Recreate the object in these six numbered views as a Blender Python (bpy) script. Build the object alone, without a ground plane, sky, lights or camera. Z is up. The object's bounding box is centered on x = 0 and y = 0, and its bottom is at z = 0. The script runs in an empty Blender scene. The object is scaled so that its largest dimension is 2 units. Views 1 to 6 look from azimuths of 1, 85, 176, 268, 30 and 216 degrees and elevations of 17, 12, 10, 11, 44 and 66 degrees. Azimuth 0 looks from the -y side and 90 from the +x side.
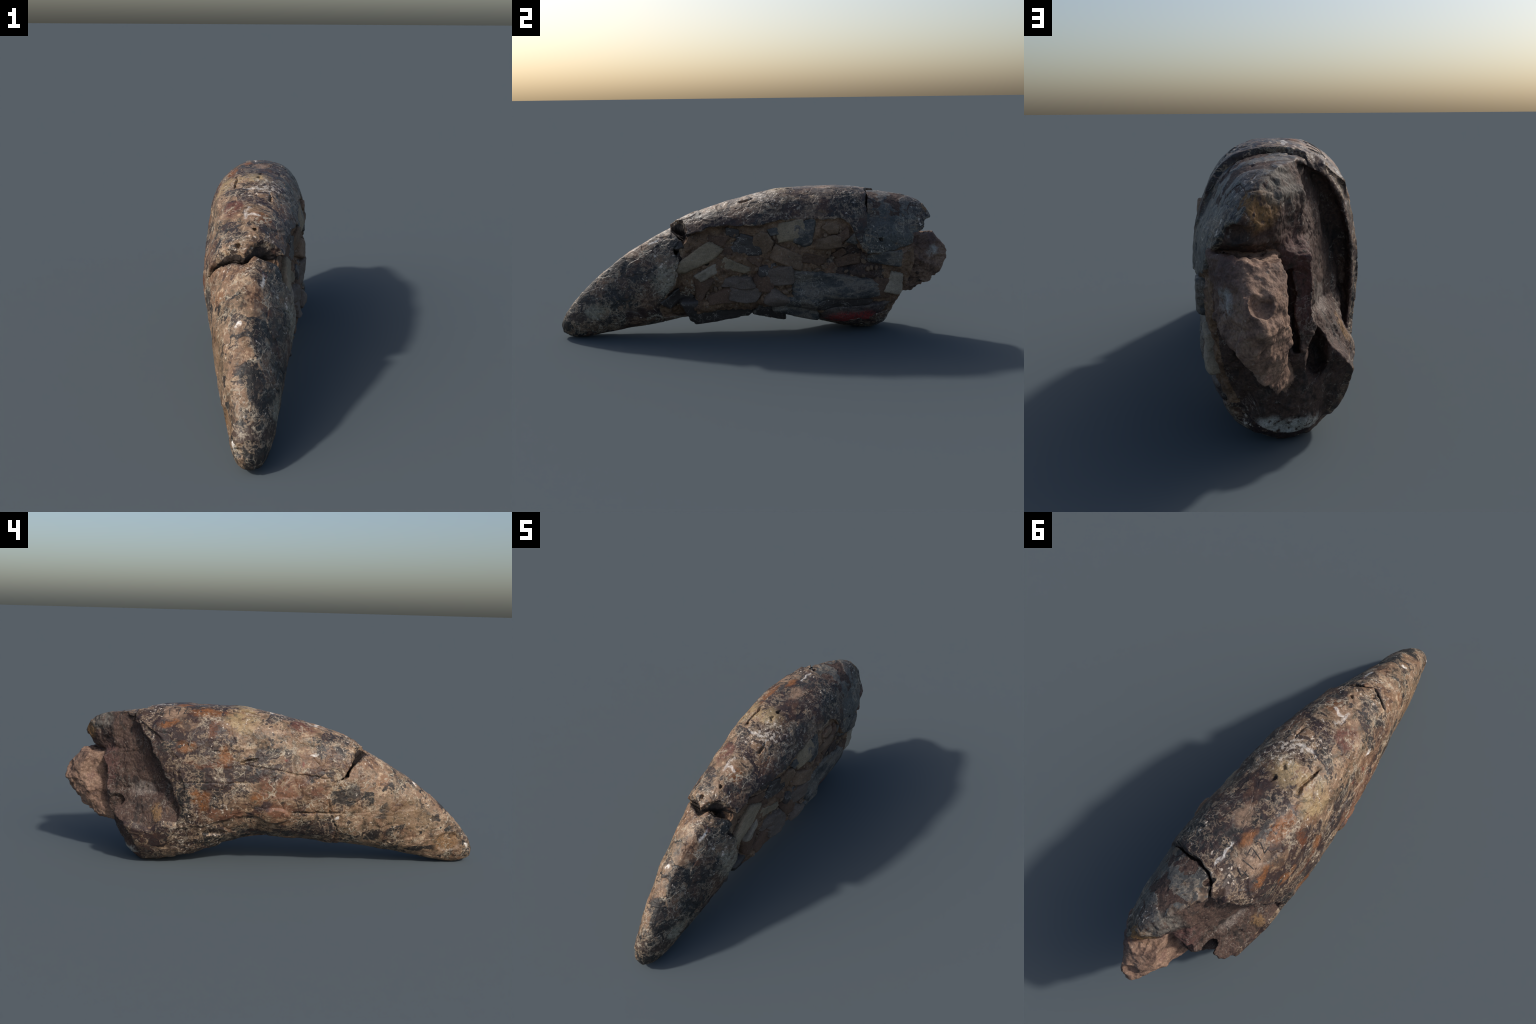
# A weathered, broken fossil tooth of a large meat-eating dinosaur, lying on its concave edge.
# Frame: tip at -y, broken root end at +y, rock-filled side at +x, stained enamel side at -x.
import bpy, math
import numpy as np
from concurrent.futures import ThreadPoolExecutor

# ------------------------------------------------------------------ noise
def _hash(i, j, k, seed):
    h = (i.astype(np.uint32) * np.uint32(374761393) + j.astype(np.uint32) * np.uint32(668265263)
         + k.astype(np.uint32) * np.uint32(2147483647 - 5) + np.uint32(seed * 974711 + 17))
    h = (h ^ (h >> np.uint32(13))) * np.uint32(1274126177)
    h = (h ^ (h >> np.uint32(16))) * np.uint32(2246822519)
    return (h ^ (h >> np.uint32(15)))

def noise(P, scale, seed=0):
    """gradient noise, about -1..1"""
    q = np.asarray(P, np.float64) * scale + seed * 3.17 + 100.0
    f0 = np.floor(q); f = q - f0; I = f0.astype(np.int64)
    w = f * f * f * (f * (f * 6 - 15) + 10)
    out = 0.0
    for c in range(8):
        o = (c & 1, (c >> 1) & 1, (c >> 2) & 1)
        h = _hash(I[:, 0] + o[0], I[:, 1] + o[1], I[:, 2] + o[2], seed)
        gx = (h & np.uint32(1023)).astype(np.float64) / 511.5 - 1
        gy = ((h >> np.uint32(10)) & np.uint32(1023)).astype(np.float64) / 511.5 - 1
        gz = ((h >> np.uint32(20)) & np.uint32(1023)).astype(np.float64) / 511.5 - 1
        g = gx * (f[:, 0] - o[0]) + gy * (f[:, 1] - o[1]) + gz * (f[:, 2] - o[2])
        ww = 1.0
        for a in range(3):
            ww = ww * (w[:, a] if o[a] else 1 - w[:, a])
        out = out + g * ww
    return out * 1.5

def fbm(P, scale, octaves=3, seed=0, gain=.5):
    t, a = 0.0, 1.0
    for o in range(octaves):
        t = t + a * noise(P, scale, seed + o); a *= gain; scale *= 2.03
    return t

def cells(P, scale, seed=0):
    """Voronoi: nearest and second nearest distance, in cell units, and a random number per cell"""
    q = P * scale + 50.0
    I = np.floor(q).astype(np.int64)
    f1 = np.full(len(P), 9.0); f2 = np.full(len(P), 9.0); rid = np.zeros(len(P))
    for dx in (-1, 0, 1):
        for dy in (-1, 0, 1):
            for dz in (-1, 0, 1):
                J = I + (dx, dy, dz)
                h = _hash(J[:, 0], J[:, 1], J[:, 2], seed)
                c = np.stack([(h & np.uint32(1023)) / 1023., ((h >> np.uint32(10)) & np.uint32(1023)) / 1023.,
                              ((h >> np.uint32(20)) & np.uint32(1023)) / 1023.], -1) + J
                d = np.linalg.norm(q - c, axis=1)
                m = d < f1
                f2 = np.where(m, f1, np.minimum(f2, d)); rid = np.where(m, (h % np.uint32(997)) / 997., rid)
                f1 = np.where(m, d, f1)
    return f1, f2, rid

def sst(a, b, x):
    t = np.clip((x - a) / (b - a), 0, 1)
    return t * t * (3 - 2 * t)

def profile(pts, n=4096):
    """smooth monotone curve through a few control points, as a fast look-up"""
    p = np.array(pts, float); x, y = p[:, 0], p[:, 1]
    h = np.diff(x); d = np.diff(y) / h; m = np.zeros(len(x))
    s = d[:-1] + d[1:]
    m[1:-1] = np.where(d[:-1] * d[1:] > 0, 2 * d[:-1] * d[1:] / np.where(s == 0, 1, s), 0)
    m[0], m[-1] = d[0], d[-1]
    t = np.linspace(x[0], x[-1], n)
    i = np.clip(np.searchsorted(x, t) - 1, 0, len(x) - 2); u = (t - x[i]) / h[i]
    v = ((1 + 2 * u) * (1 - u) ** 2 * y[i] + u * (1 - u) ** 2 * h[i] * m[i]
         + u * u * (3 - 2 * u) * y[i + 1] + u * u * (u - 1) * h[i] * m[i + 1])
    return lambda q: np.interp(q, t, v)

def line(pts):
    p = np.array(pts, float)
    return lambda q: np.interp(q, p[:, 0], p[:, 1])

# ------------------------------------------------------------------ the whole tooth: back curve, belly curve, half widths along y
TOP = profile([(-1, .06), (-.985, .105), (-.95, .16), (-.9, .215), (-.83, .285), (-.707, .384), (-.612, .449), (-.519, .503),
               (-.43, .556), (-.332, .608), (-.193, .663), (0, .714), (.177, .741), (.41, .750), (.58, .736), (.772, .716), (.85, .695), (.95, .62), (1.05, .5)])
BOT = profile([(-1, .06), (-.985, .02), (-.95, .006), (-.91, .001), (-.77, .018), (-.63, .044), (-.5, .066), (-.35, .09), (-.16, .108),
               (0, .116), (.168, .098), (.35, .04), (.5, .004), (.6, -.004), (.7, .02), (1.05, .1)])
LEFT = profile([(-1, 0), (-.985, .035), (-.95, .056), (-.85, .08), (-.75, .102), (-.65, .122), (-.55, .14), (-.45, .156), (-.35, .175),
                (-.25, .192), (-.15, .205), (-.05, .215), (.05, .222), (.15, .228), (.25, .23), (.35, .228), (.45, .222), (.55, .21), (.65, .19), (.85, .15), (1.05, .1)])
RIGHT = profile([(-1, 0), (-.985, .035), (-.95, .057), (-.85, .082), (-.75, .099), (-.65, .115), (-.55, .13), (-.45, .148), (-.35, .170),
                 (-.25, .187), (-.15, .198), (-.05, .206), (.05, .212), (.15, .219), (.25, .223), (.35, .225), (.45, .224), (.55, .221), (.65, .210), (.75, .197), (.85, .178), (.95, .157), (1.05, .12)])
# how round the upper quarter of the section is: full on the stained side, sloping like a roof on the rock-filled side
ROUND_R = profile([(-1, 1.9), (-.85, 1.6), (-.6, 1.45), (-.4, 1.55), (-.2, 1.85), (-.05, 1.95), (.05, 2.0), (.22, 2.1), (.4, 2.5), (.6, 2.8), (1.05, 2.7)])

def section_power(x, z, c, yc):
    k = sst(-.012, .012, x)
    up = np.where(z > c, 2.55 * (1 - k) + ROUND_R(yc) * k, (2.4 - .2 * sst(-.25, -.1, yc) * sst(.3, .15, yc)) * (1 - k) + (2.2 - .35 * sst(.1, .3, yc) + .4 * sst(-.3, -.45, yc)) * k)
    return up

def body_raw(P):
    x, y, z = P[:, 0], P[:, 1], P[:, 2]
    yc = np.clip(y, -.9995, 1.05)
    t, b = TOP(yc), BOT(yc); c = b + .48 * (t - b)
    a = np.maximum(np.where(x < 0, LEFT(yc), RIGHT(yc)), .004)
    h = np.maximum(np.where(z > c, t - c, c - b), .004)
    p = section_power(x, z, c, yc)
    r = (np.abs(x / a) ** p + np.abs((z - c) / h) ** p) ** (1 / p)
    return (r - 1) * np.minimum(a, h) + np.maximum(-1 - y, 0)

def gradient(f, P, e=.002):
    E = np.eye(3) * e
    return np.stack([(f(P + E[k]) - f(P - E[k])) / (2 * e) for k in range(3)], -1)

def body(P):
    """about the true distance to the unbroken tooth"""
    x, y, z = P[:, 0], P[:, 1], P[:, 2]
    yc = np.clip(y, -.9995, 1.05)
    t, b = TOP(yc), BOT(yc); c = b + .48 * (t - b)
    a = np.maximum(np.where(x < 0, LEFT(yc), RIGHT(yc)), .004)
    h = np.maximum(np.where(z > c, t - c, c - b), .004)
    p = section_power(x, z, c, yc); m = np.minimum(a, h)
    u, v = np.abs(x / a), np.abs((z - c) / h)
    up, vp = u ** (p - 1), v ** (p - 1)
    s = up * u + vp * v + 1e-12
    r = s ** (1 / p); k = m * r / s
    f = (r - 1) * m + np.maximum(-1 - y, 0)
    gx, gz = k * up / a, k * vp / h
    gy = (body_raw(P + np.array([0, .003, 0])) - f) / .003
    return f / np.maximum(np.sqrt(gx * gx + gy * gy + gz * gz), .3)

def chunked(f, P, n=40000):
    """evaluate f over many points, in pieces on several threads"""
    with ThreadPoolExecutor(4) as ex:
        return np.concatenate(list(ex.map(f, [P[i:i + n] for i in range(0, len(P), n)])))

def hollow_flank(P):
    """the crushed flank on the +x side has sunk in, deepest behind the tip"""
    y, z = P[:, 1], P[:, 2]
    bowl = lambda a, yc, zc, sy, sz: a * np.exp(-.5 * ((y - yc) / sy) ** 2 - .5 * ((z - zc) / sz) ** 2)
    return (bowl(.062, -.20, .40, np.where(y < -.2, .125, .175), np.where(z > .4, .125, .12))
            + bowl(.060, -.355, .25, .05, .055) + bowl(.055, .42, .395, .12, .055) + bowl(.025, .02, .44, .08, .06) + bowl(.024, .42, .29, .2, .03) + bowl(.03, -.40, .17, .035, .05))

FLANGE = line([(-.37, 0), (-.3, .034), (0, .034), (.10, .036), (.30, .038), (.37, .018), (.6, .010), (.72, 0)])
FLANGE_UP = line([(0, .055), (.12, .10), (.30, .11), (.4, .06)])

def flange(P):
    x, y, z = P[:, 0], P[:, 1], P[:, 2]
    return FLANGE(y) * np.exp(-.5 * ((z - BOT(y) - FLANGE_UP(y)) / (.035 + .18 * (FLANGE_UP(y) - .055))) ** 2) * sst(.06, .12, x)

def bed(P):
    return body(P) + hollow_flank(P) * (P[:, 0] > .02) - flange(P)

def where_noise(mask, P, scale, seed):
    out = np.zeros(len(P))
    if mask.any():
        out[mask] = noise(P[mask], scale, seed)
    return out

def body_normal(P):
    g = gradient(body_raw, P, .006)
    return g / np.linalg.norm(g, axis=1)[:, None]

# ------------------------------------------------------------------ breaks
CRACK_TOP = line([(-.25, -.33), (-.157, -.358), (-.124, -.396), (-.07, -.418), (-.035, -.452), (.005, -.408), (.03, -.40), (.06, -.392), (.09, -.375), (.25, -.35)])
CRACK_LEFT = line([(0, -.3), (.2, -.3), (.28, -.27), (.342, -.256), (.42, -.28), (.445, -.345), (.477, -.358), (.52, -.396), (.6, -.42)])
CRACK_RIGHT = line([(0, -.46), (.08, -.47), (.146, -.492), (.207, -.479), (.302, -.404), (.411, -.391), (.454, -.408), (.5, -.37), (.533, -.345), (.6, -.36)])

def crack_offset(P, wob=True):
    """signed distance along y from the break that parts the tip from the rest"""
    x, y, z = P[:, 0], P[:, 1], P[:, 2]
    k = sst(-.05, .05, x)
    side = (1 - k) * CRACK_LEFT(z) + k * CRACK_RIGHT(z)
    t = sst(.49, .545, z)
    yc = side * (1 - t) + CRACK_TOP(x) * t
    if wob:
        near = np.abs(y - yc) < .12
        yc = yc + .008 * where_noise(near, P, 24, 5) + .004 * where_noise(near, P, 60, 6)
    return y - yc

CAP_LINE = line([(-.2, .56), (-.06, .65), (-.035, .6), (.005, .577), (.05, .568), (.103, .565), (.157, .555), (.2, .55), (.26, .48)])
SHELL_END = line([(.0, .5), (.2, .446), (.284, .437), (.354, .454), (.405, .472), (.472, .515), (.513, .532), (.593, .568), (.662, .624), (.705, .68), (.76, .7)])
SHELL_BEVEL = line([(.18, .0), (.26, .02), (.4, .06), (.52, .10), (.6, .07), (.7, .03)])
CORE_LEFT = line([(0, -.32), (.10, -.25), (.157, -.176), (.225, -.147), (.264, -.125), (.31, -.085), (.35, -.058), (.45, -.060), (.5, -.058), (.6, -.052), (.7, -.030), (.8, -.025)])
END_CORE = line([(0, .63), (.03, .665), (.09, .705), (.17, .74), (.25, .775), (.46, .78), (.50, .79), (.53, .80)])
END_CAP = line([(-.08, .66), (-.055, .70), (-.04, .735), (.02, .825), (.07, .875), (.10, .885), (.16, .865), (.22, .84)])
END_BLOCK = line([(.1, .78), (.17, .835), (.2, .885), (.265, .935), (.3, .958), (.38, .990), (.42, .984), (.45, .978), (.48, .948), (.5, .928), (.54, .885)])
POCKET_UP = line([(-.5, .5), (-.42, .5), (-.35, .532), (-.244, .567), (-.156, .57), (.02, .586), (.197, .609), (.42, .6), (.464, .585), (.5, .5), (.55, .435), (.65, .43), (.74, .455), (.86, .51)])
POCKET_LOW = line([(-.5, .1), (-.3, .1), (0, .13), (.3, .1), (.5, .07), (.7, .12), (.8, .2)])
FOOT_LEFT = line([(-.3, .25), (-.1, .262), (-.03, .225), (.02, .225), (.06, .26), (.17, .262), (.3, .215), (.44, .2), (.5, .1)])

def pocket(P):
    """1 inside the rock-filled window on the +x side"""
    x, y, z = P[:, 0], P[:, 1], P[:, 2]
    w = .012 * where_noise(x > .03, P, 11, 31) + .006 * where_noise(x > .03, P, 30, 32)
    d = np.minimum(POCKET_UP(y) - z, z - POCKET_LOW(y)) + w
    d = np.minimum(d, crack_offset(P) - .004)
    d = np.minimum(d, .9 - y)
    return np.where(x > .03, d, -.1)

def cap_side(P):
    x, y, z = P[:, 0], P[:, 1], P[:, 2]
    s = y - CAP_LINE(x) + .008 * where_noise((y > .4) & (z > .5), P, 26, 41)
    return np.where(x > -.075, s, -.1)

def block(P):
    """the pinkish lump of rock that sticks out of the root"""
    x, y, z = P[:, 0], P[:, 1], P[:, 2]
    out = np.full(len(P), 1.0)
    near = y > .55
    if not near.any():
        return out
    if not near.all():
        out[near] = block(P[near])
        return out
    w = .015 * noise(P, 12, 51) + .008 * noise(P, 31, 52) + .003 * noise(P, 66, 53)
    d = np.maximum(.002 + .025 * (z - .3) / .2 - x, z - .506 - .10 * (x - .06))
    d = np.maximum(d, (.186 + 1.31 * (x - .02) - z) / 1.65)
    d = np.maximum(d, (y - END_BLOCK(z) + np.where(x < .085, 14, 10) * (x - .085) ** 2) * .8)
    d = np.maximum(d, (x - .176 + .45 * np.maximum(y - .82, 0)) * .9)
    d = np.maximum(d, .6 - y)
    hollow = .026 + .022 * noise(P, 24, 54) - np.linalg.norm((P - (.062, .99, .455)) / (1, 1.2, 1.5), axis=1)
    return np.maximum(d + w, hollow)

PITS = [(-.055, -.378, .580, .016, .022), (.001, -.307, .624, .013, .022), (.073, .182, .736, .013, .02), (.012, .124, .740, .015, .03),
        (.015, .182, .744, .014, .03), (-.085, .052, .715, .010, .02), (-.197, -.051, .556, .013, .025), (-.029, .607, .729, .02, .05),
        (-.202, -.20, .44, .012, .02), (.045, -.02, .713, .01, .014), (.05, .10, .735, .009, .012), (-.19, .145, .29, .01, .012), (.20, .62, .50, .012, .02)]

def root_break(P, d, b0):
    """the broken root end: jagged core, open gap behind the shell, void, slot, and the lump of rock"""
    x, y, z = P[:, 0], P[:, 1], P[:, 2]
    # root end: broken surface of the core
    k = sst(.50, .545, z)
    end = END_CORE(z) - .045 * sst(-.04, -.11, x) * sst(.4, .3, z) - .03 * sst(-.06, -.13, x) * sst(.24, .16, z) - .02 * sst(.03, .15, x) * sst(.3, .2, z) + .02 * sst(.03, .12, x) * sst(.25, .35, z) * sst(.5, .4, z)
    end = end * (1 - k) + (END_CAP(x) - 1.0 * np.maximum(z - .645, 0) - .45 * np.maximum(.60 - z, 0) + .012) * k
    er = .014 * noise(P, 12, 71) + .012 * noise(P * (1, 1, .4), 24, 78) + .005 * noise(P, 44, 72)
    d = np.maximum(d, (y - end + er) * .75)
    # hollow in the back of the cap
    hol = np.linalg.norm((P - (.125, .89, .565)) / (.045, .04, .026), axis=1) - 1
    d = np.maximum(d, -hol * .055)
    # open gap on the -x side between shell and core, and everything behind the shell end
    xl = CORE_LEFT(z) + .006 * np.exp(-.5 * ((y - SHELL_END(z) - .01) / .045) ** 2) * sst(.22, .3, z) - (.20 + .20 * sst(.25, .33, z)) * np.maximum(.70 - y, 0) + .008 * noise(P, 12, 73) + .010 * noise(P * (1, 1, .35), 19, 74)
    ys = SHELL_END(z) - 1.1 * SHELL_BEVEL(z) * sst(-.026, -.002, b0) - .04 * sst(-.022, -.042, b0) + .010 * noise(P, 18, 75)
    behind = np.maximum((x - xl), ys - y)
    gap = np.maximum(np.maximum(x - xl, b0 + .042 + .006 * noise(P, 16, 76)), np.maximum(SHELL_END(z) - .03 + .012 * noise(P, 22, 64) - y, .16 - z))
    d = np.maximum(d, -behind * .9)
    d = np.maximum(d, -gap * .9)
    # void under the block, and the upright slot beside it
    v = np.linalg.norm((P - (-.075, .745, .245)) / (.032, .105, .075), axis=1) - 1
    d = np.maximum(d, -(v * .04 + .012 * noise(P, 18, 70)))
    slot = np.maximum(np.maximum(np.abs(x + .012 - .03 * (z - .38) + .012 * noise(P, 16, 77)) - .009 - .006 * noise(P, 21, 79), .74 - y), np.abs(z - .37) - .10)
    d = np.maximum(d, -slot)
    d = np.minimum(d, block(P))
    return d

def solid(P):
    x, y, z = P[:, 0], P[:, 1], P[:, 2]
    b = body(P)
    b0 = b.copy()
    s = crack_offset(P)
    hi = sst(.42, .52, z)
    # the tip sits a little lower than the body across the break
    b = b + hi * np.where(s < 0, .007 * np.exp(np.minimum(s, 0) / .10), -.017 * np.exp(-np.maximum(s, 0) / .15))
    b = b - .006 * fbm(P, 4.2, 2, 11) - .0035 * noise(P, 13, 13)
    pk = pocket(P)
    b = b + (.013 + hollow_flank(P)) * sst(-.003, .012, pk) - sst(0, .02, pk) * (.008 * where_noise(pk > 0, P, 15, 21) + .006 * where_noise(pk > 0, P, 34, 22))
    cs = cap_side(P)
    b = b + .014 * sst(-.004, .006, cs) * sst(.5, .62, z)
    # lower band on the -x side: chipped away below a ledge
    fd = FOOT_LEFT(y) - z + .006 * where_noise(x < 0, P, 22, 61)
    foot = sst(-.003, .008, fd) * (x < 0) * sst(-.02, .03, y) * sst(.56, .5, y)
    b = b + .009 * foot * sst(.05, .12, z) - .006 * foot * where_noise(foot > 0, P, 26, 62)
    # worn facet on the tip
    fac = np.linalg.norm((P - (-.085, -.865, .115)) / (.06, .075, .05), axis=1)
    b = b + .008 * sst(1.05, .8, fac)
    # rusty lump
    lump = np.linalg.norm((P - (-.2, -.01, .262)) / (.1, .075, .04), axis=1)
    b = b - .013 * sst(1.1, .75, lump) * (1 + .6 * noise(P, 24, 63))
    b = b - flange(P)
    # the -x flank is a little flat below the crest
    b = b + .022 * np.exp(-.5 * ((y + .02) / .2) ** 2 - .5 * ((z - .54) / .06) ** 2) * sst(0, -.05, x)
    d = b
    bk = y > .3
    if bk.any():
        d[bk] = root_break(P[bk], d[bk], b0[bk])
    # the break behind the tip
    gw = np.interp(z, [.42, .44, .47, .52, .6], [-.004, .007, .012, .017, .021]) * (1 + .5 * sst(.0, .04, x) - .6 * sst(.06, .12, x))
    g = np.maximum(np.abs(s - .006) - gw, -(b0 + .13))
    d = np.maximum(d, -g)
    # the crack in front of the cap
    gc = np.interp(z, [.56, .62, .68, .74], [-.004, .002, .006, .007]) + .004 * where_noise(np.abs(cs) < .05, P, 40, 42)
    g = np.maximum(np.abs(cs) - gc, -(b0 + .05))
    d = np.maximum(d, -g)
    for px, py, pz, r, dep in PITS:
        m = np.abs(y - py) < .1
        if m.any():
            q = P[m] - (px, py, pz)
            d[m] = np.maximum(d[m], r * (.85 + .6 * noise(P[m], 50, 17)) - np.linalg.norm(q / (1, 1.3, 1), axis=1))
    # chip out of the tip
    d = np.maximum(d, .034 - np.linalg.norm((P - (-.050, -.996, .080)) / (1, 1, .75), axis=1))
    return d

# ------------------------------------------------------------------ surface nets
def surface_net(V, origin, h):
    nx, ny, nz = V.shape
    ins = V < 0
    cnt = sum(ins[a:nx - 1 + a, b:ny - 1 + b, c:nz - 1 + c].astype(np.int8) for a in (0, 1) for b in (0, 1) for c in (0, 1))
    act = (cnt > 0) & (cnt < 8)
    idx = np.full(act.shape, -1, np.int64); ci = np.argwhere(act); idx[act] = np.arange(len(ci))
    acc = np.zeros((len(ci), 3)); num = np.zeros(len(ci))
    corners = [(a, b, c) for a in (0, 1) for b in (0, 1) for c in (0, 1)]
    val = {o: V[ci[:, 0] + o[0], ci[:, 1] + o[1], ci[:, 2] + o[2]] for o in corners}
    for o in corners:
        for ax in range(3):
            if o[ax] == 0:
                o2 = list(o); o2[ax] = 1; o2 = tuple(o2)
                m = (val[o] < 0) != (val[o2] < 0)
                t = np.where(m, val[o] / np.where(m, val[o] - val[o2], 1), 0)
                p = np.array(o, float)[None].repeat(len(ci), 0); p[:, ax] = t
                acc += p * m[:, None]; num += m
    verts = (ci + acc / num[:, None]) * h + origin
    quads = []
    for ax in range(3):
        u, w = (ax + 1) % 3, (ax + 2) % 3
        sl0 = [slice(None)] * 3; sl1 = [slice(None)] * 3
        sl0[ax] = slice(0, -1); sl1[ax] = slice(1, None)
        e = np.argwhere(ins[tuple(sl0)] != ins[tuple(sl1)])
        e = e[(e[:, u] > 0) & (e[:, w] > 0) & (e[:, u] < V.shape[u] - 1) & (e[:, w] < V.shape[w] - 1)]
        du = np.zeros(3, int); dw = np.zeros(3, int); du[u] = 1; dw[w] = 1
        q = np.stack([idx[tuple((e - du - dw).T)], idx[tuple((e - dw).T)], idx[tuple(e.T)], idx[tuple((e - du).T)]], -1)
        flip = ~ins[tuple(e.T)]
        q[flip] = q[flip][:, ::-1]
        quads.append(q)
    return verts, np.concatenate(quads)

def largest_piece(verts, quads):
    lab = np.arange(len(verts))
    while True:
        m = lab[quads].min(1)
        new = lab.copy()
        for k in range(4):
            np.minimum.at(new, quads[:, k], m)
        new = new[new]; new = new[new]
        if (new == lab).all():
            break
        lab = new
    best = np.bincount(lab).argmax()
    keep = lab == best
    remap = np.cumsum(keep) - 1
    fk = keep[quads[:, 0]]
    return verts[keep], remap[quads[fk]]

def split_quads(verts, quads):
    e = np.stack([quads, np.roll(quads, -1, 1)], -1).reshape(-1, 2)
    es = np.sort(e, 1)
    key = es[:, 0] * len(verts) + es[:, 1]
    uk, inv = np.unique(key, return_inverse=True)
    mid = (verts[uk // len(verts)] + verts[uk % len(verts)]) / 2
    cen = verts[quads].mean(1)
    n, m = len(verts), len(uk)
    inv = inv.reshape(-1, 4) + n
    c = np.arange(len(quads)) + n + m
    out = np.concatenate([np.stack([quads[:, k], inv[:, k], c, inv[:, k - 1]], -1) for k in range(4)])
    return np.concatenate([verts, mid, cen]), out

def vertex_normals(verts, quads):
    a, b = verts[quads[:, 2]] - verts[quads[:, 0]], verts[quads[:, 3]] - verts[quads[:, 1]]
    n = np.cross(a, b); out = np.zeros_like(verts)
    for k in range(3):
        out[:, k] = sum(np.bincount(quads[:, j], n[:, k], len(verts)) for j in range(4))
    return out / np.maximum(np.linalg.norm(out, axis=1), 1e-12)[:, None]

def relax(verts, quads, n, f=.4):
    for _ in range(n):
        c = verts[quads].mean(1); acc = np.zeros_like(verts)
        cnt = np.bincount(quads.ravel(), minlength=len(verts))
        for k in range(3):
            acc[:, k] = sum(np.bincount(quads[:, j], c[:, k], len(verts)) for j in range(4)) / np.maximum(cnt, 1)
        verts = verts + (acc - verts) * f
    return verts

def seam(P, y0, y1, zf, w, dep, side, seed):
    """a thin crack that runs along the tooth on one side"""
    x, y, z = P[:, 0], P[:, 1], P[:, 2]
    d = np.abs(z - zf(y) + .006 * noise(P, 20, seed))
    return dep * sst(w, w * .25, d) * sst(y0, y0 + .03, y) * sst(y1, y1 - .03, y) * (side * x > .03)

def fine_relief(P):
    """height added along the normal on the finest mesh"""
    x, y, z = P[:, 0], P[:, 1], P[:, 2]
    pk = pocket(P); dep = body(P)
    rough = np.clip(sst(0, .01, pk) + sst(-.012, -.025, dep) * (y > .35), 0, 1)
    h = .0009 * fbm(P, 36, 3, 81) * (1 + 2.5 * rough) + .0006 * noise(P * (1, .4, 1), 90, 85)
    # mosaic of flakes with thin cracks between
    Q = P + .02 * np.stack([noise(P, 14, 86), noise(P, 14, 87), noise(P, 14, 88)], -1)
    f1, f2, rid = cells(Q * (1, .7, 1), 15, 3)
    soft = sst(.35, .65, .5 + .5 * noise(P, 6, 89))
    h = h - .0024 * sst(.05, .0, f2 - f1) * (rid > .55) * soft + .0045 * (rid - .5) * sst(0, .06, f2 - f1)
    f1, f2, rid = cells(Q, 42, 4)
    h = h - .0008 * sst(.12, 0, f2 - f1) * soft - .003 * sst(.28, .12, f1) * (rid > .90) - rough * .0014 * sst(.15, 0, f2 - f1)
    f1, f2, rid = cells(P + .01 * noise(P, 30, 90)[:, None], 26, 5)
    h = h + rough * (.0015 + .0045 * (pk > 0)) * sst(.55, .15, f1) * (rid > .35)
    h = h - seam(P, -.32, -.08, line([(-.4, .275), (0, .278)]), .007, .014, -1, 91)
    h = h - seam(P, -.28, .2, line([(-.3, .432), (-.08, .465), (.07, .49), (.2, .525)]), .004, .006, -1, 92)
    h = h - seam(P, .1, .46, line([(.1, .418), (.5, .418)]), .004, .0035, -1, 93)
    h = h - seam(P, -.6, -.3, line([(-.6, .25), (-.45, .27), (-.3, .276)]), .003, .002, -1, 94)
    s = crack_offset(P)
    h = h - .006 * sst(.007, .002, np.abs(s)) * sst(.5, .42, z)
    # slits along the top
    for x0, ya, yb, w, dp in ((-.089, .03, .19, .006, .018), (.055, -.085, .0, .007, .018)):
        h = h - dp * sst(w, w * .4, np.abs(x - x0 + .010 * noise(P, 16, 95) + .004 * noise(P, 50, 97))) * sst(ya, ya + .03, y) * sst(yb, yb - .03, y) * (z > .6)
    # cross cracks
    h = h - .002 * sst(.005, .001, np.abs(y + .03 - .25 * (z - .55) + .012 * noise(P, 18, 96) - .2)) * (x < -.05) * sst(.5, .55, z)
    # slot in the upper plate on the -x side
    q = np.abs(np.stack([(y - .115) / .045, (z - .517 + .25 * (y - .115)) / .010], -1))
    h = h - .02 * sst(1.1, .5, np.linalg.norm(q, axis=1)) * (x < 0)
    q = np.stack([(y - .27) / .06, (z - .172) / .018], -1)
    h = h - .028 * sst(1.1, .4, np.linalg.norm(q, axis=1)) * (x < 0)
    return h

H = .0066
LO = np.array([-.31, -1.03, -.03]); DIM = np.array([.62, 2.12, .83])
nn = np.ceil(DIM / H).astype(int)
ax = [LO[k] + H * np.arange(nn[k]) for k in range(3)]
G = np.stack(np.meshgrid(*ax, indexing="ij"), -1).reshape(-1, 3)
raw = chunked(body_raw, G)
need = (raw < .04) & ((raw > -.05) | (G[:, 1] > .36) | ((np.abs(G[:, 1] + .4) < .16) & (G[:, 2] > .38)))
vol = np.where(raw < 0, -1.0, 1.0)
vol[need] = chunked(solid, G[need])
verts, quads = surface_net(vol.reshape(nn), LO, H)
verts, quads = largest_piece(verts, quads)
verts, quads = split_quads(verts, quads)
verts = relax(verts, quads, 2)
for k in range(3):
    nrm = vertex_normals(verts, quads)
    verts = verts - nrm * np.clip(chunked(solid, verts), -.004, .004)[:, None] * .8
    verts = relax(verts, quads, 1, .25)
nrm = vertex_normals(verts, quads)
relief = chunked(fine_relief, verts)
verts = verts + nrm * np.clip(relief, -.03, .02)[:, None]
verts = relax(verts, quads, 1, .15)
nrm = vertex_normals(verts, quads)
low = verts[:, 2] < .006                                        # it stands on its lowest flakes
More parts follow.
